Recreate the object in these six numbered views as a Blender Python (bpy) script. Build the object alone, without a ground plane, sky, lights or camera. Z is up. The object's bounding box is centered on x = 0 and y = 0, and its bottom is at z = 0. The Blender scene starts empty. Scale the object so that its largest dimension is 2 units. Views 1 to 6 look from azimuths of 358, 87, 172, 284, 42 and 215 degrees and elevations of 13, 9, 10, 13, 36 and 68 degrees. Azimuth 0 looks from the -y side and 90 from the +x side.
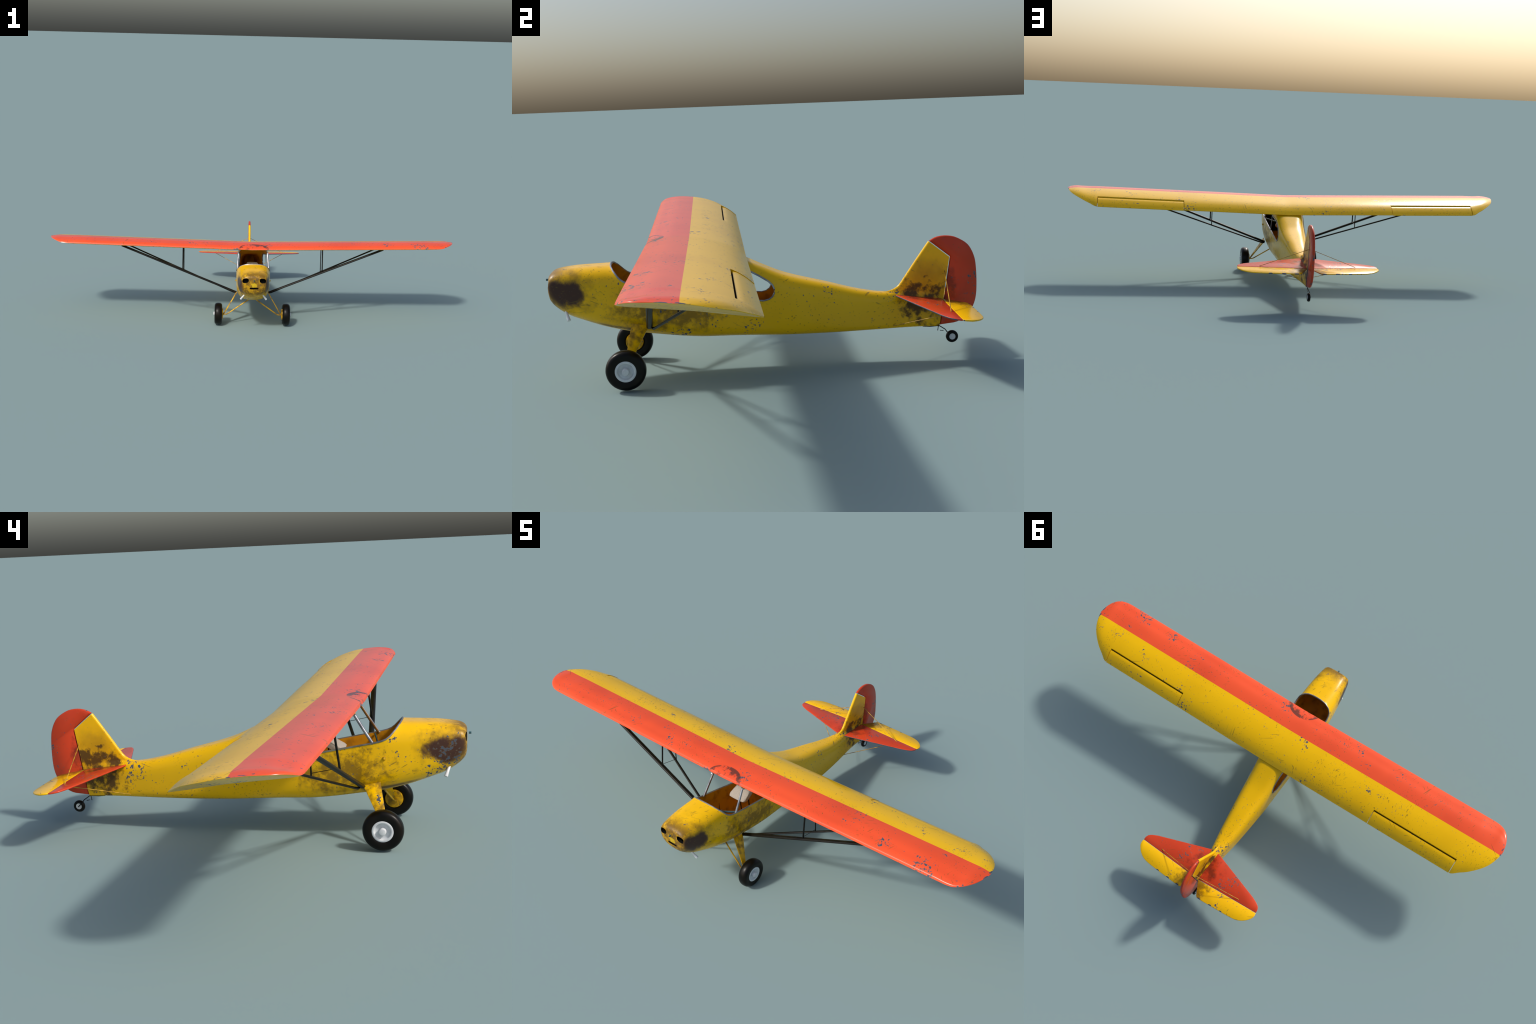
import bpy, bmesh, math
import numpy as np
from mathutils import Vector, Matrix

# =====================================================================
#  helpers
# =====================================================================
ROOT = bpy.data.objects.new("light_airplane", None)
bpy.context.scene.collection.objects.link(ROOT)
ROOT["label"] = "weathered yellow and red high-wing light airplane without propeller"
ROOT["category"] = "airplane"


def link(name, me, parent=ROOT, smooth=40):
    ob = bpy.data.objects.new(name, me)
    bpy.context.scene.collection.objects.link(ob)
    if parent is not None:
        ob.parent = parent
    if smooth is not None:
        me.polygons.foreach_set("use_smooth", [True] * len(me.polygons))
        me.set_sharp_from_angle(angle=math.radians(smooth))
    return ob


def mesh(name, verts, faces, mats=(), idx=None):
    me = bpy.data.meshes.new(name)
    me.from_pydata([tuple(map(float, v)) for v in verts], [], faces)
    for m in mats:
        me.materials.append(m)
    if idx is not None:
        me.polygons.foreach_set("material_index", idx)
    bm = bmesh.new()
    bm.from_mesh(me)
    bmesh.ops.remove_doubles(bm, verts=bm.verts, dist=1e-6)
    bmesh.ops.recalc_face_normals(bm, faces=bm.faces)
    bm.to_mesh(me)
    bm.free()
    me.update()
    return me


def spline(keys, vals, x):
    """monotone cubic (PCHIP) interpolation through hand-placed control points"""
    k = np.asarray(keys, float)
    v = np.asarray(vals, float)
    x = np.clip(np.asarray(x, float), k[0], k[-1])
    h = np.diff(k)
    d = np.diff(v) / h
    m = np.zeros(len(k))
    for i in range(1, len(k) - 1):
        if d[i - 1] * d[i] > 0:
            w1 = 2 * h[i] + h[i - 1]
            w2 = h[i] + 2 * h[i - 1]
            m[i] = (w1 + w2) / (w1 / d[i - 1] + w2 / d[i])
    m[0], m[-1] = d[0], d[-1]
    i = np.clip(np.searchsorted(k, x) - 1, 0, len(h) - 1)
    t = (x - k[i]) / h[i]
    return ((1 + 2 * t) * (1 - t) ** 2 * v[i] + t * (1 - t) ** 2 * h[i] * m[i]
            + t * t * (3 - 2 * t) * v[i + 1] + t * t * (t - 1) * h[i] * m[i + 1])


def lerp(k, v, x):
    return np.interp(x, k, v)


def loft(rings, closed_ring=True, cap=True):
    n = len(rings[0])
    verts = [p for r in rings for p in r]
    faces = []
    for i in range(len(rings) - 1):
        for j in range(n if closed_ring else n - 1):
            a, b = i * n + j, i * n + (j + 1) % n
            faces.append((a, b, b + n, a + n))
    if cap:
        faces.append(tuple(range(n)))
        faces.append(tuple((len(rings) - 1) * n + j for j in range(n)))
    return verts, faces


def sweep(path, radius, n=10, sx=1.0, sy=1.0, up=(0, 0, 1), closed=False):
    """tube along a path; elliptical section sx*radius (across) by sy*radius (up)"""
    P = [Vector(p) for p in path]
    R = radius if hasattr(radius, "__len__") else [radius] * len(P)
    up = Vector(up)
    rings = []
    for i, p in enumerate(P):
        if closed:
            t = P[(i + 1) % len(P)] - P[i - 1]
        else:
            t = (P[min(i + 1, len(P) - 1)] - P[max(i - 1, 0)])
        t.normalize()
        u = up if abs(t.dot(up)) < 0.97 else Vector((0, 1, 0))
        side = t.cross(u).normalized()
        nv = side.cross(t).normalized()
        rings.append([p + side * (R[i] * sx * math.cos(a)) + nv * (R[i] * sy * math.sin(a))
                      for a in (2 * math.pi * k / n for k in range(n))])
    if closed:
        rings.append(rings[0])
        return loft(rings, cap=False)
    return loft(rings)


def join(parts):
    V, F = [], []
    for v, f in parts:
        o = len(V)
        V += list(v)
        F += [tuple(i + o for i in q) for q in f]
    return V, F


def box(cx, cy, cz, sx, sy, sz):
    v = [(cx + i * sx / 2, cy + j * sy / 2, cz + k * sz / 2) for i in (-1, 1) for j in (-1, 1) for k in (-1, 1)]
    f = [(0, 1, 3, 2), (4, 6, 7, 5), (0, 4, 5, 1), (2, 3, 7, 6), (0, 2, 6, 4), (1, 5, 7, 3)]
    return v, f


def prism(poly, axis, lo, hi):
    """extrude a 2D polygon along an axis (0 = x with poly in (y,z); 1 = y with poly in (x,z); 2 = z with poly in (x,y))"""
    def P(p, w):
        return {0: (w, p[0], p[1]), 1: (p[0], w, p[1]), 2: (p[0], p[1], w)}[axis]
    n = len(poly)
    v = [P(p, lo) for p in poly] + [P(p, hi) for p in poly]
    f = [tuple(range(n)), tuple(range(n, 2 * n))] + [(i, (i + 1) % n, n + (i + 1) % n, n + i) for i in range(n)]
    return v, f


def revolve(profile, n=40, axis=0):
    """profile: list of (along, radius); spun about the x axis"""
    rings = []
    for k in range(n):
        a = 2 * math.pi * k / n
        rings.append([(s, r * math.cos(a), r * math.sin(a)) for s, r in profile])
    m = len(profile)
    V = [p for r in rings for p in r]
    F = [(i * m + j, i * m + j + 1, ((i + 1) % n) * m + j + 1, ((i + 1) % n) * m + j)
         for i in range(n) for j in range(m - 1)]
    return V, F


def boolean(ob, cutter, op="DIFFERENCE"):
    m = ob.modifiers.new("cut", "BOOLEAN")
    m.operation = op
    m.solver = "EXACT"
    m.object = cutter
    m.material_mode = "INDEX"
    dg = bpy.context.evaluated_depsgraph_get()
    dg.update()
    new = bpy.data.meshes.new_from_object(ob.evaluated_get(dg))
    ob.modifiers.clear()
    old = ob.data
    nm = old.name
    ob.data = new
    bpy.data.meshes.remove(old)
    new.name = nm


def drop(ob):
    me = ob.data
    bpy.data.objects.remove(ob)
    bpy.data.meshes.remove(me)


def bevel(me, width, seg=2, angle=30):
    bm = bmesh.new()
    bm.from_mesh(me)
    es = [e for e in bm.edges if len(e.link_faces) == 2 and e.calc_face_angle() > math.radians(angle)]
    bmesh.ops.bevel(bm, geom=es, offset=width, segments=seg, profile=0.5, affect="EDGES", clamp_overlap=True)
    bm.to_mesh(me)
    bm.free()


# =====================================================================
#  materials
# =====================================================================
class NT:
    """small wrapper for writing node graphs as expressions"""

    def __init__(self, name):
        self.mat = bpy.data.materials.new(name)
        self.mat.use_nodes = True
        self.t = self.mat.node_tree
        self.bsdf = self.t.nodes["Principled BSDF"]
        self.co = self.t.nodes.new("ShaderNodeTexCoord").outputs["Object"]
        s = self.t.nodes.new("ShaderNodeSeparateXYZ")
        self.t.links.new(self.co, s.inputs[0])
        self.x, self.y, self.z = s.outputs

    def _in(self, sock, v):
        if isinstance(v, bpy.types.NodeSocket):
            self.t.links.new(v, sock)
        else:
            sock.default_value = v

    def m(self, op, a, b=0.0, c=0.0, clamp=False):
        n = self.t.nodes.new("ShaderNodeMath")
        n.operation = op
        n.use_clamp = clamp
        for i, v in enumerate((a, b, c)):
            self._in(n.inputs[i], v)
        return n.outputs[0]

    def add(self, a, b): return self.m("ADD", a, b)
    def sub(self, a, b): return self.m("SUBTRACT", a, b)
    def mul(self, a, b): return self.m("MULTIPLY", a, b)
    def mx(self, a, b): return self.m("MAXIMUM", a, b)
    def sat(self, a): return self.m("ADD", a, 0.0, clamp=True)

    def ramp(self, v, lo, hi):
        """smooth step from 0 at lo to 1 at hi (lo may exceed hi)"""
        n = self.t.nodes.new("ShaderNodeMapRange")
        n.interpolation_type = "SMOOTHSTEP"
        self._in(n.inputs[0], v)
        if lo <= hi:
            n.inputs[1].default_value, n.inputs[2].default_value = lo, hi
        else:
            n.inputs[1].default_value, n.inputs[2].default_value = hi, lo
            n.inputs[3].default_value, n.inputs[4].default_value = 1.0, 0.0
        return n.outputs[0]

    def place(self, rot=(0, 0, 0), scale=(1, 1, 1), loc=(0, 0, 0), kind="POINT"):
        n = self.t.nodes.new("ShaderNodeMapping")
        n.vector_type = kind
        self.t.links.new(self.co, n.inputs[0])
        n.inputs["Rotation"].default_value = rot
        n.inputs["Scale"].default_value = scale
        n.inputs["Location"].default_value = loc
        return n.outputs[0]

    def noise(self, scale, detail=3.0, rough=0.55, vec=None, dist=0.0):
        n = self.t.nodes.new("ShaderNodeTexNoise")
        self.t.links.new(vec if vec is not None else self.co, n.inputs["Vector"])
        n.inputs["Scale"].default_value = scale
        n.inputs["Detail"].default_value = detail
        n.inputs["Roughness"].default_value = rough
        n.inputs["Distortion"].default_value = dist
        return n.outputs["Fac"]

    def voronoi(self, scale, vec=None):
        n = self.t.nodes.new("ShaderNodeTexVoronoi")
        self.t.links.new(vec if vec is not None else self.co, n.inputs["Vector"])
        n.inputs["Scale"].default_value = scale
        return n.outputs["Distance"]

    def mix(self, fac, a, b):
        n = self.t.nodes.new("ShaderNodeMix")
        n.data_type = "RGBA"
        self._in(n.inputs[0], fac)
        for s, v in ((n.inputs[6], a), (n.inputs[7], b)):
            if isinstance(v, tuple):
                s.default_value = (*v[:3], 1.0)
            else:
                self.t.links.new(v, s)
        return n.outputs[2]

    def blob(self, c, r, mirror=True, p=2.0):
        """1 at the centre of an ellipsoid, 0 on its surface, negative outside"""
        ax = self.m("ABSOLUTE", self.x) if mirror else self.x
        acc = None
        for s, cc, rr in zip((ax, self.y, self.z), c, r):
            if rr is None:
                continue
            d = self.m("POWER", self.m("ABSOLUTE", self.mul(self.sub(s, cc), 1.0 / rr)), p)
            acc = d if acc is None else self.add(acc, d)
        return self.sub(1.0, acc)

    def bump(self, h, strength, dist=0.002):
        n = self.t.nodes.new("ShaderNodeBump")
        n.inputs["Strength"].default_value = strength
        n.inputs["Distance"].default_value = dist
        self._in(n.inputs["Height"], h)
        self.t.links.new(n.outputs[0], self.bsdf.inputs["Normal"])

    def out(self, col, rough=0.5, metal=0.0, spec=0.5):
        self._in(self.bsdf.inputs["Base Color"], col if not isinstance(col, tuple) else (*col[:3], 1.0))
        self._in(self.bsdf.inputs["Roughness"], rough)
        self._in(self.bsdf.inputs["Metallic"], metal)
        self.bsdf.inputs["Specular IOR Level"].default_value = spec
        return self.mat


YEL = (0.97, 0.550, 0.001)
YEL2 = (0.90, 0.495, 0.001)
RED = (0.88, 0.098, 0.030)
RED2 = (0.76, 0.080, 0.026)
SLATE = (0.070, 0.085, 0.115)
GRIME = (0.070, 0.034, 0.010)
UMBER = (0.066, 0.028, 0.018)
STEEL = (0.42, 0.43, 0.46)


def weather(n, col, chips=1.0, scratch=1.0, seed=0.0, chipcol=SLATE, scale=1.0):
    """paint chips in clusters, specks and fine straight scratches over a paint colour.
    returns colour and the chip mask"""
    o = n.place(loc=(seed * 1.7, seed * 0.9, seed * 2.3))
    # scratches: noise stretched along several directions, kept where a broad patch mask allows
    smask = None
    for k, (ang, tilt) in enumerate(((0.5, 0.25), (-0.75, 0.6), (1.25, -0.35), (1.75, 0.9), (2.5, 0.15))):
        v = n.place(rot=(tilt, tilt * 0.6, ang), scale=(1 / 4.5, 1 / 240, 1 / 240), loc=(seed + k * 3.1, k * 1.3, seed), kind="TEXTURE")
        s = n.ramp(n.noise(1.0 * scale, 0.0, 0.4, v), 0.745, 0.79)
        g = n.ramp(n.noise(6.5 * scale, 2.0, 0.5, n.place(loc=(seed + k * 9.0, 4.0 * k, 0))), 0.54, 0.62)
        s = n.mul(s, g)
        smask = s if smask is None else n.mx(smask, s)
    smask = n.mul(smask, 0.60 * scratch)
    col = n.mix(n.sat(smask), col, (0.13, 0.085, 0.02))
    # chip clusters
    cl = n.ramp(n.noise(9.5 * scale, 2.0, 0.5, o), 0.53, 0.70)
    ch = n.noise(105 * scale, 4.0, 0.60, o)
    thr = n.add(ch, n.mul(cl, 0.150 * chips))
    chip = n.ramp(thr, 0.715, 0.735)
    # sparse specks everywhere
    sp = n.ramp(n.noise(120 * scale, 1.0, 0.5, n.place(loc=(seed * 3.3 + 5, 2.0, seed))), 0.725, 0.745)
    spg = n.ramp(n.noise(13 * scale, 1.0, 0.5, n.place(loc=(seed + 8, 1.0, 3.0))), 0.42, 0.60)
    chip = n.sat(n.mx(chip, n.mul(n.mul(sp, spg), 0.85 * min(chips, 1.0))))
    halo = n.sub(n.ramp(thr, 0.685, 0.71), chip)
    col = n.mix(n.sat(n.mul(halo, 0.35)), col, (0.30, 0.22, 0.10))
    col = n.mix(chip, col, chipcol)
    return col, chip


def paint_yellow(name, kind="plain", seed=0.0):
    n = NT(name)
    col = n.mix(n.ramp(n.noise(4.0, 3.0, 0.5), 0.35, 0.75), YEL, YEL2)
    g1 = n.noise(26, 5.0, 0.62, n.place(loc=(seed, 0, 0)))
    g2 = n.noise(9, 4.0, 0.6, n.place(loc=(3 + seed, 1, 0)))
    dirt = None

    def layer(v):
        nonlocal dirt
        dirt = v if dirt is None else n.mx(dirt, v)
    gcol = GRIME
    if kind == "fuselage":
        # exhaust-stained cheeks of the cowl: dark core, soft brown fringe
        b = n.blob((0.075, -0.548, 0.243), (None, 0.080, 0.043))
        side = n.ramp(n.m("ABSOLUTE", n.x), 0.046, 0.062)
        soot = n.mul(n.ramp(n.add(b, n.mul(n.sub(g1, 0.5), 1.5)), -0.05, 0.62), side)
        b = n.blob((0.06, -0.56, 0.248), (None, 0.125, 0.075))
        layer(n.mul(n.ramp(n.add(b, n.mul(n.sub(g1, 0.5), 2.6)), -0.05, 1.25), 0.66))
        # brown veil over the nose front
        front = n.mul(n.ramp(n.y, -0.505, -0.585), n.ramp(n.add(n.noise(60, 6.0, 0.68), n.mul(g2, 0.7)), 0.55, 0.98))
        layer(n.mul(front, 0.88))
        # grime on the cabin side below the sill and near the gear
        b = n.blob((0.075, -0.275, 0.185), (None, 0.19, 0.075))
        b = n.m("MAXIMUM", b, -0.6)
        layer(n.mul(n.ramp(n.add(n.mul(b, 0.9), n.mul(n.sub(n.add(n.mul(n.noise(38, 6.0, 0.68), 0.62), n.mul(g2, 0.38)), 0.5), 6.0)), 0.15, 1.25), 0.70))
        # heavy grime round the tail plane
        b = n.blob((0.01, 0.452, 0.165), (None, 0.098, 0.085))
        layer(n.mul(n.ramp(n.add(b, n.mul(n.sub(g1, 0.5), 4.2)), 0.20, 0.95), 0.95))
        b = n.blob((0.01, 0.47, 0.20), (None, 0.12, 0.12))
        layer(n.mul(n.ramp(n.add(b, n.mul(n.sub(g2, 0.5), 2.2)), 0.25, 1.2), 0.45))
        # dark line along the lower edge of the cowl
        e = n.sub(n.z, n.add(0.110, n.mul(n.m("POWER", n.m("ABSOLUTE", n.add(n.y, 0.30)), 1.6), 0.42)))
        crease_line = n.mul(n.mul(n.ramp(n.m("ABSOLUTE", n.sub(e, 0.022)), 0.011, 0.002), n.ramp(n.y, -0.325, -0.36)),
                    n.ramp(n.y, -0.545, -0.50))
        crease_line = n.mul(crease_line, n.ramp(n.m("ABSOLUTE", n.x), 0.035, 0.055))
        layer(n.mul(n.mul(crease_line, n.ramp(g1, 0.25, 0.5)), 0.9))
    elif kind == "tail":
        b = n.blob((0.0, 0.50, 0.17), (0.11, 0.11, None))
        layer(n.mul(n.ramp(n.add(b, n.mul(n.sub(g1, 0.5), 3.4)), 0.25, 1.15), 0.75))
    elif kind == "gear":
        layer(n.mul(n.ramp(n.add(n.noise(45, 4.0, 0.6), n.mul(g2, 0.5)), 0.56, 0.92), 0.80))
    elif kind == "wing":
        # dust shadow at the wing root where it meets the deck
        pass
    if dirt is not None:
        col = n.mix(n.sat(dirt), col, gcol)
    if kind == "fuselage":
        col = n.mix(n.sat(n.mul(soot, n.ramp(g1, 0.12, 0.42))), col, UMBER)
        # unweathered square of paint between the intakes
        q = n.blob((0.0, 0.0, 0.2515), (0.015, None, 0.0125), p=3.0)
        q = n.ramp(n.add(q, n.mul(n.sub(n.noise(90, 3.0), 0.5), 2.2)), 0.25, 0.6)
        q = n.mul(q, n.ramp(n.y, -0.56, -0.575))
        col = n.mix(n.mul(q, 0.62), col, (0.72, 0.50, 0.01))
    col, chip = weather(n, col, chips={"gear": 1.4, "fuselage": 1.08}.get(kind, 1.05), seed=seed + 1.0,
                        scratch=1.0 if kind != "gear" else 0.3)
    if kind == "elevator":
        # bare scallops along the trailing edge
        w = n.m("SINE", n.mul(n.add(n.m("ABSOLUTE", n.x), n.mul(g2, 0.02)), 2 * math.pi / 0.052))
        ax = n.m("ABSOLUTE", n.x)
        lim = n.sub(n.sub(0.5655, n.mul(n.m("MAXIMUM", n.sub(ax, 0.05), 0.0), 0.045)), n.mul(n.ramp(w, 0.35, 0.95), 0.0062))
        lim = n.add(lim, n.mul(n.ramp(ax, 0.205, 0.215), 1.0))
        e = n.ramp(n.sub(n.y, lim), -0.001, 0.001)
        b = n.blob((0.0, 0.52, 0.17), (0.11, 0.09, None))
        d = n.mul(n.ramp(n.add(b, n.mul(n.sub(g1, 0.5), 3.4)), 0.25, 1.15), 0.75)
        col = n.mix(n.sat(d), col, GRIME)
        col = n.mix(n.sat(n.mul(e, 1.0)), col, SLATE)
    n.bump(n.add(n.mul(chip, -1.0), n.mul(n.noise(14, 2.0), 0.5)), 0.12)
    rough = n.add(0.22, n.mul(n.sat(dirt) if dirt is not None else 0.0, 0.25))
    return n.out(col, rough, 0.0, 0.30)


def paint_wing_top(name):
    n = NT(name)
    y = n.mix(n.ramp(n.noise(4.0, 3.0, 0.5), 0.35, 0.75), YEL, YEL2)
    r = n.mix(n.ramp(n.noise(4.0, 3.0, 0.5), 0.35, 0.75), RED, RED2)
    col = n.mix(n.ramp(n.y, -0.2004, -0.2018), y, r)
    col, chip = weather(n, col, 1.12, 1.0, seed=4.0)
    # scorched arc at the centre of the leading edge
    g = n.noise(34, 5.0, 0.65, n.place(loc=(1.2, 0, 0)))
    g2 = n.noise(13, 2.0, 0.5, n.place(loc=(5.2, 2, 0)))
    b = n.blob((0.003, -0.335, 0), (0.077, 0.066, None), mirror=False)
    inside = n.ramp(b, 0.0, 0.10)
    rim = n.ramp(b, 0.55, 0.08)
    sc = n.mul(inside, n.ramp(n.add(n.add(g, n.mul(rim, 0.11)), n.mul(n.sub(g2, 0.5), 0.9)), 0.44, 0.57))
    col = n.mix(n.mul(sc, 0.88), col, (0.085, 0.035, 0.025))
    # bare metal nicks right on the leading edge and the tip
    e = n.ramp(n.add(n.y, n.mul(n.sub(n.noise(22, 2.0), 0.5), 0.03)), -0.3165, -0.3185)
    e = n.mul(e, n.ramp(n.noise(16, 3.0, 0.6, n.place(loc=(9, 0, 0))), 0.60, 0.66))
    tip = n.ramp(n.add(n.m("ABSOLUTE", n.x), n.mul(n.sub(n.noise(30, 2.0), 0.5), 0.02)), 0.991, 0.995)
    tip = n.mul(tip, n.ramp(n.noise(40, 2.0), 0.5, 0.56))
    col = n.mix(n.sat(n.mx(e, tip)), col, SLATE)
    n.bump(n.add(n.mul(chip, -1.0), n.mul(n.noise(14, 2.0), 0.5)), 0.12)
    return n.out(col, 0.22, 0.0, 0.30)


def paint_red(name, kind="plain", seed=0.0):
    n = NT(name)
    col = n.mix(n.ramp(n.noise(5.0, 3.0, 0.5), 0.35, 0.75), (0.66, 0.062, 0.018), (0.54, 0.048, 0.014))
    g1 = n.noise(26, 5.0, 0.62, n.place(loc=(seed, 0, 0)))
    if kind == "stabilizer":
        b = n.blob((0.0, 0.46, 0.17), (0.10, 0.10, None))
    else:
        b = n.blob((0.0, 0.50, 0.19), (None, 0.055, 0.10))
    d = n.mul(n.ramp(n.add(b, n.mul(n.sub(g1, 0.5), 3.2)), 0.35, 1.25), 0.70)
    col = n.mix(n.sat(d), col, (0.10, 0.022, 0.014))
    col, chip = weather(n, col, 1.1, 0.7, seed=seed + 2.0)
    n.bump(n.add(n.mul(chip, -1.0), n.mul(n.noise(14, 2.0), 0.5)), 0.12)
    return n.out(col, 0.25, 0.0, 0.30)


def simple(name, c1, c2, rough=0.5, metal=0.0, scale=30, spec=0.5):
    n = NT(name)
    return n.out(n.mix(n.ramp(n.noise(scale, 3.0), 0.35, 0.7), c1, c2), rough, metal, spec)


def interior_material():
    n = NT("stained_interior_paint")
    g = n.noise(24, 5.0, 0.62)
    col = n.mix(n.ramp(n.noise(6, 3.0), 0.35, 0.7), (0.80, 0.37, 0.003), (0.62, 0.25, 0.002))  # base colour lightened so the shaded cabin still shows brown
    col = n.mix(n.mul(n.ramp(g, 0.48, 0.72), 0.5), col, (0.12, 0.045, 0.004))
    return n.out(col, 0.6, 0.0, 0.3)


M_FUS = paint_yellow("yellow_fuselage_paint", "fuselage", 0.0)
M_WTOP = paint_wing_top("wing_top_paint")
M_WYEL = paint_yellow("yellow_wing_paint", "wing", 6.0)
M_ELEV = paint_yellow("yellow_elevator_paint", "elevator", 3.0)
M_GEAR = paint_yellow("stained_yellow_gear_paint", "gear", 8.0)
M_WIRE = simple("yellow_wire_paint", (0.62, 0.36, 0.02), (0.20, 0.10, 0.02), 0.5, 0.0, 60)
M_STAB = paint_red("red_stabilizer_paint", "stabilizer", 1.0)
M_RUD = paint_red("red_rudder_paint", "rudder", 5.0)
M_INT = interior_material()
M_STEEL = simple("worn_steel", (0.40, 0.41, 0.44), (0.22, 0.22, 0.25), 0.32, 0.75, 40)
M_SLATE = simple("bare_primer", SLATE, (0.05, 0.06, 0.08), 0.6)
M_BLACK = simple("black_strut_paint", (0.004, 0.004, 0.004), (0.010, 0.009, 0.006), 0.40, 0.0, 20, 0.18)
M_DARK = simple("black_void", (0.004, 0.004, 0.004), (0.006, 0.006, 0.006), 0.9, 0.0, 20, 0.1)
M_TYRE = simple("black_tyre_rubber", (0.0025, 0.0022, 0.0018), (0.007, 0.005, 0.003), 0.33, 0.0, 18, 0.20)
M_RIM = simple("white_rim_paint", (0.72, 0.74, 0.76), (0.60, 0.62, 0.65), 0.35, 0.0, 50)
M_PIPE = simple("white_pipe_paint", (0.80, 0.80, 0.80), (0.68, 0.68, 0.69), 0.4, 0.0, 50)
M_SEAT = simple("beige_seat_fabric", (0.47, 0.42, 0.37), (0.40, 0.36, 0.31), 0.85, 0.0, 260, 0.2)
M_BROWN = simple("brown_post_lining", (0.22, 0.10, 0.006), (0.12, 0.05, 0.005), 0.6, 0.0, 40)
M_TEAL = simple("teal_panel_bar", (0.03, 0.10, 0.12), (0.02, 0.07, 0.085), 0.5, 0.0, 30)

# =====================================================================
#  fuselage: side profile and half-width laws, lofted along y
# =====================================================================
# half width at the widest level of each section
W_Y = [-0.586, -0.5835, -0.579, -0.571, -0.555, -0.53, -0.50, -0.46, -0.42, -0.38, -0.34, -0.28, -0.20, -0.10, 0.0, 0.075, 0.14, 0.27, 0.353, 0.42, 0.487, 0.53]
W_V = [0.0490, 0.0555, 0.0590, 0.0618, 0.0650, 0.0690, 0.0728, 0.0768, 0.0795, 0.0808, 0.0805, 0.0790, 0.0750, 0.0690, 0.0630, 0.0590, 0.0530, 0.0395, 0.0265, 0.0160, 0.0085, 0.0060]
# keel line
B_Y = [-0.586, -0.5835, -0.579, -0.571, -0.555, -0.53, -0.50, -0.436, -0.363, -0.30, -0.214, -0.17, -0.09, 0.06, 0.20, 0.345, 0.487, 0.53]
B_V = [0.228, 0.2185, 0.2110, 0.2020, 0.1890, 0.1745, 0.1630, 0.1410, 0.1235, 0.1145, 0.1040, 0.1008, 0.0995, 0.0945, 0.0925, 0.0925, 0.0915, 0.0915]
# top line: cowl, (cabin, cut away), roof hidden in the wing, rear deck
T_Y = [-0.586, -0.5835, -0.579, -0.571, -0.555, -0.53, -0.50, -0.46, -0.42, -0.375, -0.33, -0.30, -0.20, -0.12, -0.075, -0.045, -0.005, 0.055, 0.171, 0.271, 0.325, 0.40, 0.53]
T_V = [0.283, 0.2905, 0.2960, 0.3010, 0.3050, 0.3080, 0.3100, 0.3110, 0.3120, 0.330, 0.359, 0.366, 0.357, 0.338, 0.320, 0.3075, 0.2890, 0.2635, 0.2320, 0.2055, 0.1965, 0.1920, 0.1800]
# fin leading edge / top line
F_Y = [0.300, 0.325, 0.345, 0.360, 0.374, 0.388, 0.416, 0.4600, 0.54]
F_V = [0.190, 0.1945, 0.1972, 0.2020, 0.2115, 0.2300, 0.2705, 0.3320, 0.44]
FIN_HALF = 0.0058


def level(y):      # height of the widest level
    return lerp([-0.59, -0.55, -0.45, -0.30, 0.0, 0.2, 0.36, 0.53], [0.263, 0.254, 0.240, 0.215, 0.185, 0.155, 0.142, 0.135], y)


def n_up(y):
    return lerp([-0.59, -0.50, -0.40, -0.32, -0.10, 0.0, 0.10, 0.35, 0.5], [3.0, 3.2, 3.1, 6.2, 6.2, 4.0, 3.6, 3.0, 2.4], y)


def n_lo(y):
    return lerp([-0.59, -0.50, -0.30, -0.1, 0.05, 0.35, 0.5], [2.35, 2.8, 3.2, 4.0, 5.0, 5.0, 3.5], y)


def top_body(y):
    return float(spline(T_Y, T_V, y))


def top(y):
    t = top_body(y)
    if y > 0.31:
        t = max(t, float(spline(F_Y, F_V, y)))
    return t


def bottom(y):
    return float(spline(B_Y, B_V, y))


def halfwidth(y, z, inset=0.0):
    w = float(spline(W_Y, W_V, y)) - inset
    zt, zb, zm = top_body(y) - inset, bottom(y) + inset, float(level(y))
    if z >= zm:
        r, n = (z - zm) / (zt - zm), float(n_up(y))
    else:
        r, n = (zm - z) / (zm - zb), float(n_lo(y))
    b = w * max(0.0, 1 - min(r, 1.0) ** n) ** (1 / n) if r < 1 else 0.0
    if inset == 0.0 and y > 0.31:
        ft = float(spline(F_Y, F_V, y))
        if z < ft:
            f = FIN_HALF * min(1.0, (y - 0.31) / 0.05) * math.sqrt(max(0.0, 1 - max(0.0, 1 - (ft - z) / 0.011) ** 2))
            b = (b ** 6 + f ** 6) ** (1 / 6)
    return b


def fuselage_surface(ys, inset=0.0, N=72):
    u = np.linspace(0, 1, N + 1)
    g = (1 - np.cos(np.pi * u)) / 2
    g = 0.5 * g + 0.5 * (1 - np.cos(np.pi * g)) / 2
    rings = []
    for y in ys:
        zb = bottom(y) + inset
        zt = (top(y) if inset == 0 else top_body(y)) - inset
        z = zb + (zt - zb) * g
        x = np.array([halfwidth(y, zz, inset) for zz in z])
        x[0] = x[-1] = 0.0
        ring = [(x[i], y, z[i]) for i in range(N + 1)] + [(-x[i], y, z[i]) for i in range(N - 1, 0, -1)]
        rings.append(ring)
    return loft(rings)


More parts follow.
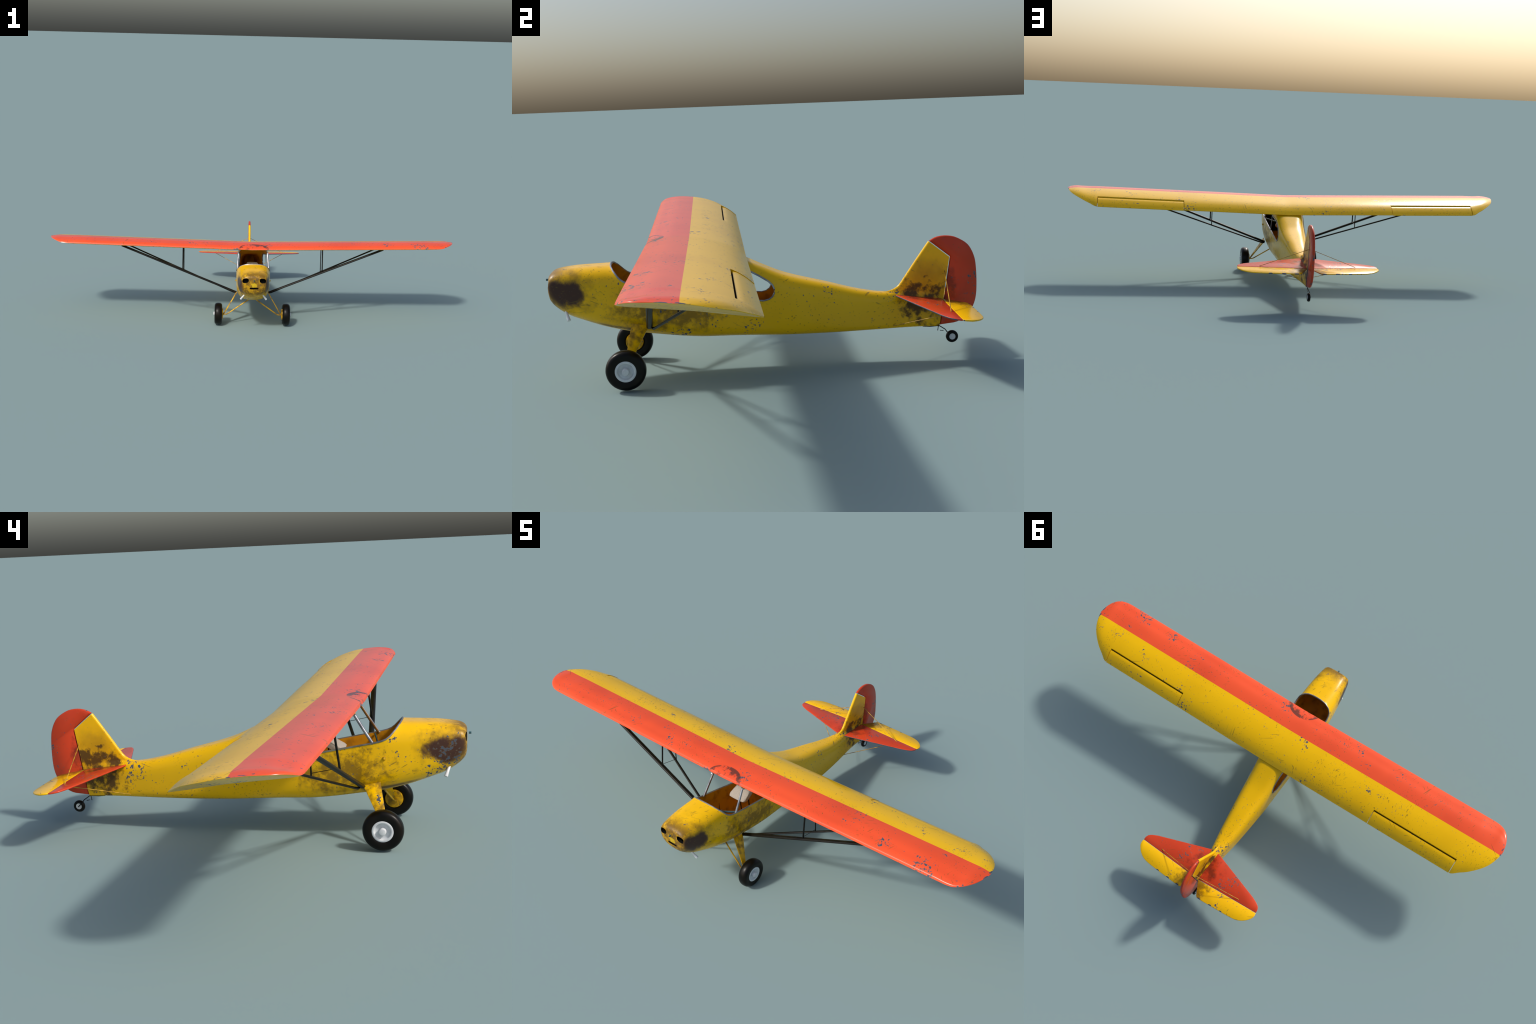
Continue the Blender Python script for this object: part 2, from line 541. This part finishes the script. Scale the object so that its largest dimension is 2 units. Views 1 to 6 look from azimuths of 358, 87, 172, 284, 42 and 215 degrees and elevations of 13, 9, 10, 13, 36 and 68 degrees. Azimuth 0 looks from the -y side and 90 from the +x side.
ys = np.concatenate([[-0.586, -0.5850, -0.5835, -0.5815, -0.579, -0.5755, -0.571, -0.5655, -0.559],
                     np.arange(-0.55, 0.300, 0.0095), np.arange(0.302, 0.545, 0.005)])
ov, of = fuselage_surface(ys)
iy = np.concatenate([[-0.575, -0.57, -0.56, -0.545], np.arange(-0.53, 0.34, 0.015)])
iv, if_ = fuselage_surface(iy, inset=0.0032, N=48)
fus_mats = [M_FUS, M_INT, M_STEEL, M_DARK]
fm = mesh("fuselage", ov, of, fus_mats)
im = mesh("inner", iv, if_, fus_mats, [1] * len(if_))
bm = bmesh.new()
bm.from_mesh(fm)
k0 = len(bm.faces)
bm.from_mesh(im)
bm.faces.ensure_lookup_table()
bmesh.ops.reverse_faces(bm, faces=bm.faces[k0:])
bm.to_mesh(fm)
bm.free()
bpy.data.meshes.remove(im)
fus = link("fuselage", fm, smooth=None)

# side profile of the cabin opening (windshield, sill, rear window, cant rail)
RIM = [(-0.4185, 0.3130), (-0.4150, 0.3085), (-0.4085, 0.3005), (-0.4000, 0.2905), (-0.3920, 0.2815), (-0.3830, 0.2742),
       (-0.3720, 0.2690), (-0.3590, 0.2655), (-0.3450, 0.2625)]
SILL = [(-0.25, 0.2450), (-0.15, 0.2258), (-0.05, 0.2062), (-0.022, 0.2010)]
REAR = [(-0.006, 0.1998), (0.008, 0.2030), (0.0175, 0.2098), (0.0225, 0.2190), (0.0230, 0.2300), (0.0185, 0.2410), (0.0080, 0.2515)]
RAIL = [(-0.017, 0.2680), (-0.037, 0.2795), (-0.055, 0.2860), (-0.10, 0.2945), (-0.20, 0.3155), (-0.300, 0.3370)]
opening = RIM + SILL + REAR + RAIL + [(-0.303, 0.3395), (-0.304, 0.40), (-0.43, 0.40), (-0.43, 0.3190)]
cv, cf = prism(opening, 0, -0.2, 0.2)
cut = link("cutter", mesh("cutter", cv, cf, fus_mats, [2] * len(cf)), None, None)
boolean(fus, cut)
drop(cut)
# rudder recess behind the hinge line
hinge_cut = [(0.4590, 0.3345), (0.5190, 0.2865), (0.5005, 0.165), (0.4880, 0.085), (0.60, 0.085), (0.60, 0.50), (0.459, 0.50)]
cv, cf = prism(hinge_cut, 0, -0.1, 0.1)
cut = link("cutter", mesh("cutter", cv, cf, fus_mats, [2] * len(cf)), None, None)
boolean(fus, cut)
drop(cut)


# engine air intakes in the nose
def superoval(cx, cz, a, b, n=3.0, skew=0.0, k=28):
    out = []
    for i in range(k):
        t = 2 * math.pi * i / k
        c, s = math.cos(t), math.sin(t)
        px = a * math.copysign(abs(c) ** (2 / n), c)
        pz = b * math.copysign(abs(s) ** (2 / n), s)
        out.append((cx + px, cz + pz + skew * px))
    return out


holes = join([prism(superoval(s * 0.0400, 0.2730, 0.0148, 0.0112, 2.7, -s * 0.10), 1, -0.60, -0.560) for s in (-1, 1)]
             + [prism(superoval(0.0, 0.2365, 0.0205, 0.0044, 4.0), 1, -0.60, -0.560)])
cut = link("cutter", mesh("cutter", *holes, fus_mats, [3] * len(holes[1])), None, None)
boolean(fus, cut)
drop(cut)
fus.data.polygons.foreach_set("use_smooth", [True] * len(fus.data.polygons))
fus.data.set_sharp_from_angle(angle=math.radians(35))

# black block inside the nose, behind the intakes
rings = []
for y in (-0.5655, -0.55, -0.525, -0.505):
    rings.append([(halfwidth(y, 0.245, 0.006) * 0.93 * c, y, 0.245 + s * (0.046 if s > 0 else 0.245 - bottom(y) - 0.010))
                  for c, s in ((math.copysign(abs(math.cos(t)) ** 0.7, math.cos(t)), math.copysign(abs(math.sin(t)) ** 0.7, math.sin(t)))
                               for t in np.linspace(0, 2 * math.pi, 25)[:-1])])
link("nose_dark_block", mesh("nose_dark_block", *loft(rings), [M_DARK]))

# trim tube that follows the cut edge on the skin
def densify(pts, step=0.006):
    out = []
    for a, b in zip(pts[:-1], pts[1:]):
        k = max(1, int(math.hypot(b[0] - a[0], b[1] - a[1]) / step))
        out += [(a[0] + (b[0] - a[0]) * i / k, a[1] + (b[1] - a[1]) * i / k) for i in range(k)]
    return out + [pts[-1]]


side = [(halfwidth(y, z), y, z) for y, z in densify(RIM[1:] + SILL + REAR + RAIL + [(-0.3025, 0.3390)])]
# over the cowl the rim rises with the deck towards the middle
first = side[0]
arch = []
for t in np.linspace(0.0, 1.0, 9)[:-1]:
    x = first[0] * t
    arch.append((x, -0.4185 + (first[1] + 0.4185) * t ** 2.2, 0.3132 + (first[2] - 0.3132) * t ** 2.2))
half = arch + side
path = [(-x, y, z) for x, y, z in half[:0:-1]] + half
link("window_trim", mesh("window_trim", *sweep(path, 0.0024, 8), [M_STEEL]))

# cabin posts
def inward(me):
    for p in me.polygons:
        c = p.center
        if p.normal.x * (1 if c.x > 0 else -1) < -0.6 and p.normal.y > -0.6:
            p.material_index = 1


for s in (-1, 1):
    me = mesh("windshield_post", *sweep([(s * 0.0775, -0.3475, 0.2600), (s * 0.0745, -0.322, 0.3000), (s * 0.0705, -0.2965, 0.3420)],
                                        0.0042, 10), [M_STEEL, M_BROWN])
    inward(me)
    link("windshield_post", me)
for s in (-1, 1):
    me = mesh("cabin_post", *sweep([(s * 0.0722, -0.157, 0.2270), (s * 0.0700, -0.127, 0.3040)], 0.0019, 8), [M_STEEL, M_INT])
    link("cabin_post", me)

# cabin fittings ------------------------------------------------------
prof = [(-0.2535, 0.2265), (-0.2600, 0.2300), (-0.2630, 0.2355), (-0.2590, 0.2400), (-0.2370, 0.2530), (-0.2150, 0.2650), (-0.2020, 0.2715),
        (-0.1950, 0.2715), (-0.1910, 0.2660), (-0.1930, 0.2590), (-0.2150, 0.2440), (-0.2400, 0.2290)]
sv, sf = [], []
for t, ins in ((-1, 0.006), (-0.86, 0.0), (-0.4, -0.001), (0.4, -0.001), (0.86, 0.0), (1, 0.006)):
    cy, cz = -0.226, 0.249
    ring = []
    for y, z in prof:
        hw = lerp([0.10, 0.225, 0.240, 0.255, 0.272], [0.037, 0.0370, 0.0370, 0.034, 0.0275], z)
        f = 1 - ins / 0.03
        ring.append((t * hw, cy + (y - cy) * f, cz + (z - cz) * f))
    sv.append(ring)
link("seat", mesh("seat", *loft(sv), [M_SEAT]), smooth=50)
link("seat_frame", mesh("seat_frame", *join([sweep([(x, -0.222, 0.2450), (x, -0.214, 0.1120)], 0.0022, 8, up=(0, 1, 0)) for x in (-0.022, 0.022)]), [M_BLACK]))
link("throttle_lever", mesh("throttle_lever", *sweep([(0.0745, -0.3365, 0.2570), (0.045, -0.3440, 0.2475), (0.0150, -0.3515, 0.2385)],
                                                      0.0034, 8, sx=0.7, sy=1.1), [M_TEAL]))
link("control_stick", mesh("control_stick", *sweep([(0.0, -0.345, 0.125), (0.0, -0.349, 0.20), (0.0, -0.350, 0.268)],
                                                   [0.0030, 0.0022, 0.0006], 8), [M_BLACK]))
for x, y, z, r in ((0.0120, -0.3520, 0.2415, 0.0042),):
    v, f = revolve([(-r, 0.0005), (-r * 0.7, r * 0.7), (0, r), (r * 0.7, r * 0.7), (r, 0.0005)], 12)
    link("control_knob", mesh("control_knob", [(a + x, b + y, c + z) for a, b, c in v], f, [M_STEEL]))
# filler caps on the cowl sides
for s in (-1, 1):
    v, f = revolve([(-0.004, 0.0052), (0.0005, 0.0052), (0.0030, 0.0044), (0.0048, 0.0024), (0.0054, 0.0002)], 16)
    w = halfwidth(-0.376, 0.222)
    link("filler_cap", mesh("filler_cap", [(s * (w + a), b - 0.376, c + 0.222) for a, b, c in v], f, [M_GEAR]))

# exhaust stubs
for s in (-1, 1):
    a, b = Vector((s * 0.0425, -0.543, 0.1960)), Vector((s * 0.0602, -0.5335, 0.1705))
    d = b - a
    pts = [a, a + d * 0.45, a + d * 0.97, b]
    link("exhaust_pipe", mesh("exhaust_pipe", *sweep(pts, [0.0034, 0.0038, 0.0052, 0.0046], 14, up=(0, 1, 0)), [M_PIPE]))

# stub of the propeller shaft standing clear of the nose
ring = [(0.0016, -0.5905), (0.0030, -0.5905), (0.0030, -0.5970), (0.0016, -0.5970), (0.0016, -0.5905)]
v, f = revolve([(p[1], p[0]) for p in ring], 14)
link("propeller_shaft", mesh("propeller_shaft", [(b, a, c + 0.2752) for a, b, c in v], f, [M_TEAL]))

# =====================================================================
#  wing
# =====================================================================
DIH = 0.0225
OUT_X = [0.0, 0.862, 0.905, 0.930, 0.946, 0.958, 0.970, 0.984, 0.993, 0.9985, 1.0]
OUT_F = [-0.3195, -0.3205, -0.3205, -0.3185, -0.3135, -0.3070, -0.2965, -0.2770, -0.2540, -0.2280, -0.2160]
OUR_X = [0.0, 0.862, 0.898, 0.917, 0.936, 0.951, 0.963, 0.980, 0.990, 0.9965, 1.0]
OUR_R = [-0.0480, -0.0480, -0.0690, -0.0810, -0.0965, -0.1110, -0.1240, -0.1490, -0.1720, -0.1960, -0.2140]
ZE_Y = [-0.3205, -0.305, -0.285, -0.245, -0.20, -0.15, -0.10, -0.048]
ZE_V = [0.3605, 0.3690, 0.3725, 0.3740, 0.3700, 0.3580, 0.3410, 0.3130]
# upper / lower surface above the chord line (fractions of chord -> metres at full chord)
UP_S = [0.0, 0.012, 0.035, 0.075, 0.14, 0.25, 0.35, 0.44, 0.55, 0.65, 0.75, 0.85, 0.93, 1.0]
UP_V = [0.0, 0.0069, 0.0117, 0.0174, 0.0229, 0.0317, 0.0353, 0.0369, 0.0375, 0.0359, 0.0321, 0.0249, 0.0147, 0.0012]
LO_S = [0.0, 0.012, 0.035, 0.08, 0.20, 0.5, 0.8, 1.0]
LO_V = [0.0, -0.0016, -0.0028, -0.0036, -0.0040, -0.0036, -0.0028, -0.0012]


def wing_section(x):
    ax = abs(x)
    yf, yr = float(spline(OUT_X, OUT_F, ax)), float(spline(OUR_X, OUR_R, ax))
    zf, zr = float(spline(ZE_Y, ZE_V, yf)), float(spline(ZE_Y, ZE_V, yr))
    k = min(1.0, (yr - yf) / 0.2715) ** 1.9
    su = (1 - np.cos(np.linspace(0, math.pi, 45))) / 2
    up = [(x, yf + (yr - yf) * s, zf + (zr - zf) * s + k * float(spline(UP_S, UP_V, s)) + DIH * ax) for s in su]
    lo = [(x, yf + (yr - yf) * s, zf + (zr - zf) * s + k * float(spline(LO_S, LO_V, s)) + DIH * ax) for s in su[::-1]]
    lo[0] = (x, yr, zr + DIH * ax - 0.0012 * k)
    return up, lo[:-1]


a = np.linspace(0, 0.86, 44)
b = 1 - (1 - 0.862) * (1 - np.linspace(0, 1, 34)) ** 1.8
xs = np.concatenate([a, b])
xs = np.concatenate([-xs[:0:-1], xs])
rings, NU = [], 45
for x in xs:
    u, l = wing_section(x)
    rings.append(u + l)
wv, wf = loft(rings)
m = len(rings[0])
widx = []
for q in wf:
    if len(q) > 4:
        widx.append(0)
    else:
        j = q[0] % m
        widx.append(0 if j < NU - 1 else (0 if j >= m - 1 else 1))
wing_mats = [M_WTOP, M_WYEL]
wing = link("wing", mesh("wing", wv, wf, wing_mats, widx), smooth=None)
me = wing.data.copy()
AIL = (0.4780, 0.8620, -0.1015)
for s in (-1, 1):
    ail = link("aileron", me.copy(), smooth=None)
    x0, x1 = sorted((s * (AIL[0] + 0.0022), s * (AIL[1] - 0.0022)))
    bx = box((x0 + x1) / 2, (AIL[2] + 0.0045 + 0.05) / 2, 0.35, x1 - x0, 0.05 - AIL[2] - 0.0045, 0.2)
    cut = link("cutter", mesh("cutter", *bx, wing_mats, [1] * 6), None, None)
    boolean(ail, cut, "INTERSECT")
    drop(cut)
    # drop the aileron a little and round its nose
    for v in ail.data.vertices:
        t = max(0.0, min(1.0, (AIL[2] + 0.0045 + 0.012 - v.co.y) / 0.012))
        v.co.z -= 0.0016 + (0.0022 * t * t if v.co.z > 0.345 else 0.0)
    for p in ail.data.polygons:
        p.material_index = 1
        p.use_smooth = True
    ail.data.set_sharp_from_angle(angle=math.radians(35))
    x0, x1 = sorted((s * AIL[0], s * AIL[1]))
    bx = box((x0 + x1) / 2, (AIL[2] + 0.05) / 2, 0.35, x1 - x0, 0.05 - AIL[2], 0.2)
    cut = link("cutter", mesh("cutter", *bx, wing_mats, [1] * 6), None, None)
    boolean(wing, cut)
    drop(cut)
    # black strip modelled as the deep shadow in the slot ahead of the aileron
    rs = []
    for x in np.linspace(s * (AIL[0] + 0.001), s * (AIL[1] - 0.001), 9):
        zz = 0.3435 + DIH * abs(x)
        rs.append([(x, AIL[2] - 0.003, zz), (x, AIL[2] + 0.008, zz - 0.006), (x, AIL[2] + 0.008, zz - 0.016), (x, AIL[2] - 0.003, zz - 0.016)])
    link("aileron_slot_shadow", mesh("aileron_slot_shadow", *loft(rs), [M_DARK]), smooth=None)
bpy.data.meshes.remove(me)
wing.data.polygons.foreach_set("use_smooth", [True] * len(wing.data.polygons))
wing.data.set_sharp_from_angle(angle=math.radians(38))

# struts --------------------------------------------------------------
for s in (-1, 1):
    link("wing_strut", mesh("wing_strut", *sweep([(s * 0.078, -0.3180, 0.1455), (s * 0.100, -0.3165, 0.1545), (s * 0.645, -0.2760, 0.3645)],
                                                 0.0052, 14, sx=1.6, sy=1.0), [M_BLACK]))
for s in (-1, 1):
    link("wing_strut", mesh("wing_strut", *sweep([(s * 0.080, -0.3080, 0.1435), (s * 0.092, -0.3060, 0.1440), (s * 0.110, -0.3010, 0.1500), (s * 0.650, -0.1340, 0.3470)],
                                                 0.0034, 12, sx=1.5, sy=1.0), [M_BLACK]))
for s in (-1, 1):
    link("jury_strut", mesh("jury_strut", *sweep([(s * 0.344, -0.2995, 0.2485), (s * 0.3435, -0.2850, 0.3600)], 0.0029, 10, up=(0, 1, 0)), [M_BLACK]))
    link("jury_strut", mesh("jury_strut", *sweep([(s * 0.3415, -0.2290, 0.2360), (s * 0.3415, -0.2270, 0.3520)], 0.0021, 10, up=(0, 1, 0)), [M_BLACK]))
    link("jury_brace", mesh("jury_brace", *sweep([(s * 0.344, -0.2980, 0.2580), (s * 0.3415, -0.2290, 0.2440)], 0.0009, 6), [M_BLACK]))

# =====================================================================
#  tail
# =====================================================================
def tail_z(y):
    return 0.1855 - 0.1355 * (y - 0.3625)


def plate(outline, thick, mats, name, zfun=None, vertical=False, edge_mat=None):
    """flat surface with thickness and rounded edges from a plan outline"""
    P = [Vector((p[0], p[1])) for p in outline]
    area = sum(P[i].x * P[(i + 1) % len(P)].y - P[(i + 1) % len(P)].x * P[i].y for i in range(len(P)))
    if area < 0:
        P.reverse()
    n = len(P)
    nrm = []
    for i in range(n):
        d = (P[(i + 1) % n] - P[i - 1]).normalized()
        nrm.append(Vector((-d.y, d.x)))
    layers = ((-1, 0.35), (-0.7, 0.1), (0.0, 0.0), (0.7, 0.1), (1, 0.35))
    V, F = [], []
    for h, ins in layers:
        for p, q in zip(P, nrm):
            r = p + q * (thick * ins)
            if vertical:
                V.append((h * thick / 2, r.x, r.y))
            else:
                V.append((r.x, r.y, zfun(r.y) + h * thick / 2))
    L = len(layers)
    for l in range(L - 1):
        for i in range(n):
            F.append((l * n + i, l * n + (i + 1) % n, (l + 1) * n + (i + 1) % n, (l + 1) * n + i))
    F.append(tuple(range(n)))
    F.append(tuple((L - 1) * n + i for i in range(n)))
    idx = [0] * len(F)
    return mesh(name, V, F, mats, idx)


def smooth_poly(pts, sharp=(), step=0.008):
    """Catmull-Rom through the points, keeping the listed indices as corners"""
    n = len(pts)
    out = []
    for i in range(n):
        p0, p1, p2, p3 = (Vector(pts[(i + k) % n]) for k in (-1, 0, 1, 2))
        m1 = (p2 - p0) / 2 if i not in sharp else (p2 - p1)
        m2 = (p3 - p1) / 2 if (i + 1) % n not in sharp else (p2 - p1)
        L = (p2 - p1).length
        m1 = m1.normalized() * min(m1.length, L)
        m2 = m2.normalized() * min(m2.length, L)
        k = max(1, int(L / step))
        for j in range(k):
            t = j / k
            out.append(tuple((1 + 2 * t) * (1 - t) ** 2 * p1 + t * (1 - t) ** 2 * m1 + t * t * (3 - 2 * t) * p2 + t * t * (t - 1) * m2))
    return out


STAB = [(0.004, 0.3600), (0.016, 0.3630), (0.130, 0.4000), (0.243, 0.4370), (0.267, 0.4480), (0.2805, 0.4585), (0.2855, 0.4690), (0.2862, 0.4826), (0.004, 0.4967)]
ELEV = [(0.006, 0.4980), (0.2868, 0.4838), (0.2885, 0.4950), (0.2865, 0.5070), (0.2735, 0.5255), (0.2535, 0.5415), (0.2280, 0.5520), (0.180, 0.5570),
        (0.120, 0.5605), (0.060, 0.5635), (0.0440, 0.5630), (0.0375, 0.5570)]
for s in (-1, 1):
    o = [(s * x, y) for x, y in smooth_poly(STAB, sharp=(0, 1, 2, 3, 7, 8))]
    me = plate(o, 0.0044, [M_STAB, M_SLATE], "horizontal_stabilizer", tail_z)
    for p in me.polygons:      # paint rubbed off along one leading edge
        if s > 0 and abs(p.normal.z) < 0.93 and p.normal.y < -0.2 and p.normal.z < 0.6:
            p.material_index = 1
    link("horizontal_stabilizer", me, smooth=50)
    o = [(s * x, y) for x, y in smooth_poly(ELEV, sharp=(0, 1, 11))]
    link("elevator", plate(o, 0.0040, [M_ELEV], "elevator", tail_z), smooth=50)

RUD = [(0.4630, 0.3340), (0.4785, 0.3425), (0.4970, 0.3465), (0.5150, 0.3465), (0.5350, 0.3425), (0.5560, 0.3320), (0.5730, 0.3190), (0.5860, 0.2980),
       (0.5940, 0.2720), (0.5975, 0.2260), (0.5960, 0.1750), (0.5870, 0.1430), (0.5680, 0.1160), (0.5420, 0.0995), (0.5120, 0.0950), (0.4905, 0.0930), (0.5035, 0.1650), (0.5220, 0.2870)]
link("rudder", plate(smooth_poly(RUD, sharp=(0, 15, 16, 17)), 0.0105, [M_RUD], "rudder", vertical=True), smooth=50)

# bracing wires
for s in (-1, 1):
    for pts in ([(s * 0.004, 0.5060, 0.2480), (s * 0.1965, 0.4755, 0.1720)],
                [(s * 0.0225, 0.3540, 0.1010), (s * 0.1965, 0.4740, 0.1680)]):
        link("bracing_wire", mesh("bracing_wire", *sweep(pts, 0.00115, 6), [M_WIRE]))

# =====================================================================
#  undercarriage
# =====================================================================
WR, WX, WY = 0.0535, 0.1655, -0.3795


def gear_leg(s):
    # tapered sheet-metal leg from the fuselage corner to the axle
    top_f, top_r = Vector((s * 0.0770, -0.3655, 0.1580)), Vector((s * 0.0775, -0.3195, 0.1490))
    low_f, low_r = Vector((s * 0.1430, -0.3875, 0.0470)), Vector((s * 0.1430, -0.3790, 0.0470))
    n = (low_f - top_f).cross(top_r - top_f).normalized() * 0.0020
    P = [top_f, top_r, low_r, low_f]
    V = [p + n for p in P] + [p - n for p in P]
    F = [(0, 1, 2, 3), (7, 6, 5, 4)] + [(i, (i + 1) % 4, 4 + (i + 1) % 4, 4 + i) for i in range(4)]
    me = mesh("landing_gear_leg", V, F, [M_GEAR])
    bevel(me, 0.0008, 2)
    return me


for s in (-1, 1):
    link("landing_gear_leg", gear_leg(s))
    link("landing_gear_brace", mesh("landing_gear_brace", *sweep(
        [(s * 0.008, -0.357, 0.1280), (s * 0.118, -0.3825, 0.0560), (s * 0.125, -0.3835, 0.0525), (s * 0.133, -0.3835, 0.0515), (s * 0.150, -0.3830, 0.0515)],
        0.0027, 10), [M_GEAR]))

tyre_prof = []
for t in np.linspace(-2.55, 2.55, 29):
    # flattened tread, bulging side walls
    c, s_ = math.cos(t), math.sin(t)
    tyre_prof.append((0.0186 * math.copysign(abs(s_) ** 0.75, s_), 0.0375 + 0.0160 * math.copysign(abs(c) ** 0.80, c)))
tyre_prof = [(0.0090, 0.0215)] + [(a, b) for a, b in tyre_prof[::-1]] + [(-0.0090, 0.0215)]
tyre_me = mesh("tyre", *revolve(tyre_prof, 56), [M_TYRE])
rim_prof = [(0.0095, 0.0005), (0.0098, 0.0150), (0.0112, 0.0190), (0.0145, 0.0208), (0.0168, 0.0216), (0.0176, 0.0228), (0.0176, 0.0262), (0.0165, 0.0280), (0.010, 0.0285),
            (-0.010, 0.0285), (-0.0150, 0.0280), (-0.0150, 0.0005)]
rim_me = mesh("wheel", *revolve(rim_prof, 48), [M_RIM])
hub_prof = [(0.0, 0.0005), (0.0, 0.0100), (0.0150, 0.0098), (0.0215, 0.0094), (0.0232, 0.0086), (0.0238, 0.0072), (0.0238, 0.0005)]
hub_me = mesh("hub_cap", *revolve(hub_prof, 32), [M_RIM])
drum_prof = [(-0.0140, 0.0005), (-0.0140, 0.0262), (-0.0205, 0.0258), (-0.0225, 0.0245), (-0.0232, 0.0220), (-0.0232, 0.0060), (-0.0260, 0.0050), (-0.0260, 0.0005)]
drum_me = mesh("brake_drum", *revolve(drum_prof, 40), [M_GEAR])
for s in (-1, 1):
    wheel = link("wheel", rim_me)
    wheel.location = (s * WX, WY, WR)
    wheel.rotation_euler = (0.4 * s, 0, 0 if s > 0 else math.pi)
    for nm, dm in (("tyre", tyre_me), ("hub_cap", hub_me), ("brake_drum", drum_me)):
        link(nm, dm, wheel)

# tail wheel and its leaf spring
TW = (0.0, 0.5262, 0.0575)
tt = []
for t in np.linspace(-2.4, 2.4, 21):
    c, s_ = math.cos(t), math.sin(t)
    tt.append((0.0058 * math.copysign(abs(s_) ** 0.8, s_), 0.0120 + 0.0055 * math.copysign(abs(c) ** 0.85, c)))
tt = [(0.003, 0.0075)] + tt[::-1] + [(-0.003, 0.0075)]
tail_rim = mesh("tail_wheel", *revolve([(0.0046, 0.0004), (0.0046, 0.0075), (0.0052, 0.0092), (0.003, 0.0100), (-0.003, 0.0100), (-0.0052, 0.0092), (-0.0046, 0.0075), (-0.0046, 0.0004)], 28), [M_RIM])
tw = link("tail_wheel", tail_rim)
tw.location = TW
link("tyre", mesh("tail_tyre", *revolve(tt, 40), [M_TYRE]), tw)
parts = [sweep([(0.0, 0.4430, 0.0905), (0.0, 0.4640, 0.0890), (0.0, 0.4830, 0.0897), (0.0, 0.4915, 0.0890), (-0.004, 0.5080, 0.0775),
                (-0.0072, 0.5140, 0.0690), (-0.0076, 0.5262, 0.0573)], 0.0014, 8),
         sweep([(-0.0085, 0.5262, 0.0573), (-0.004, 0.5262, 0.0573)], 0.0016, 8),
         sweep([(0.0, 0.4875, 0.0890), (0.0, 0.4855, 0.0760)], 0.0011, 8, up=(1, 0, 0)),
         sweep([(0.0, 0.4920, 0.0765), (0.0, 0.5020, 0.0748)], 0.0010, 8)]
link("tail_spring", mesh("tail_spring", *join(parts), [M_BLACK]))
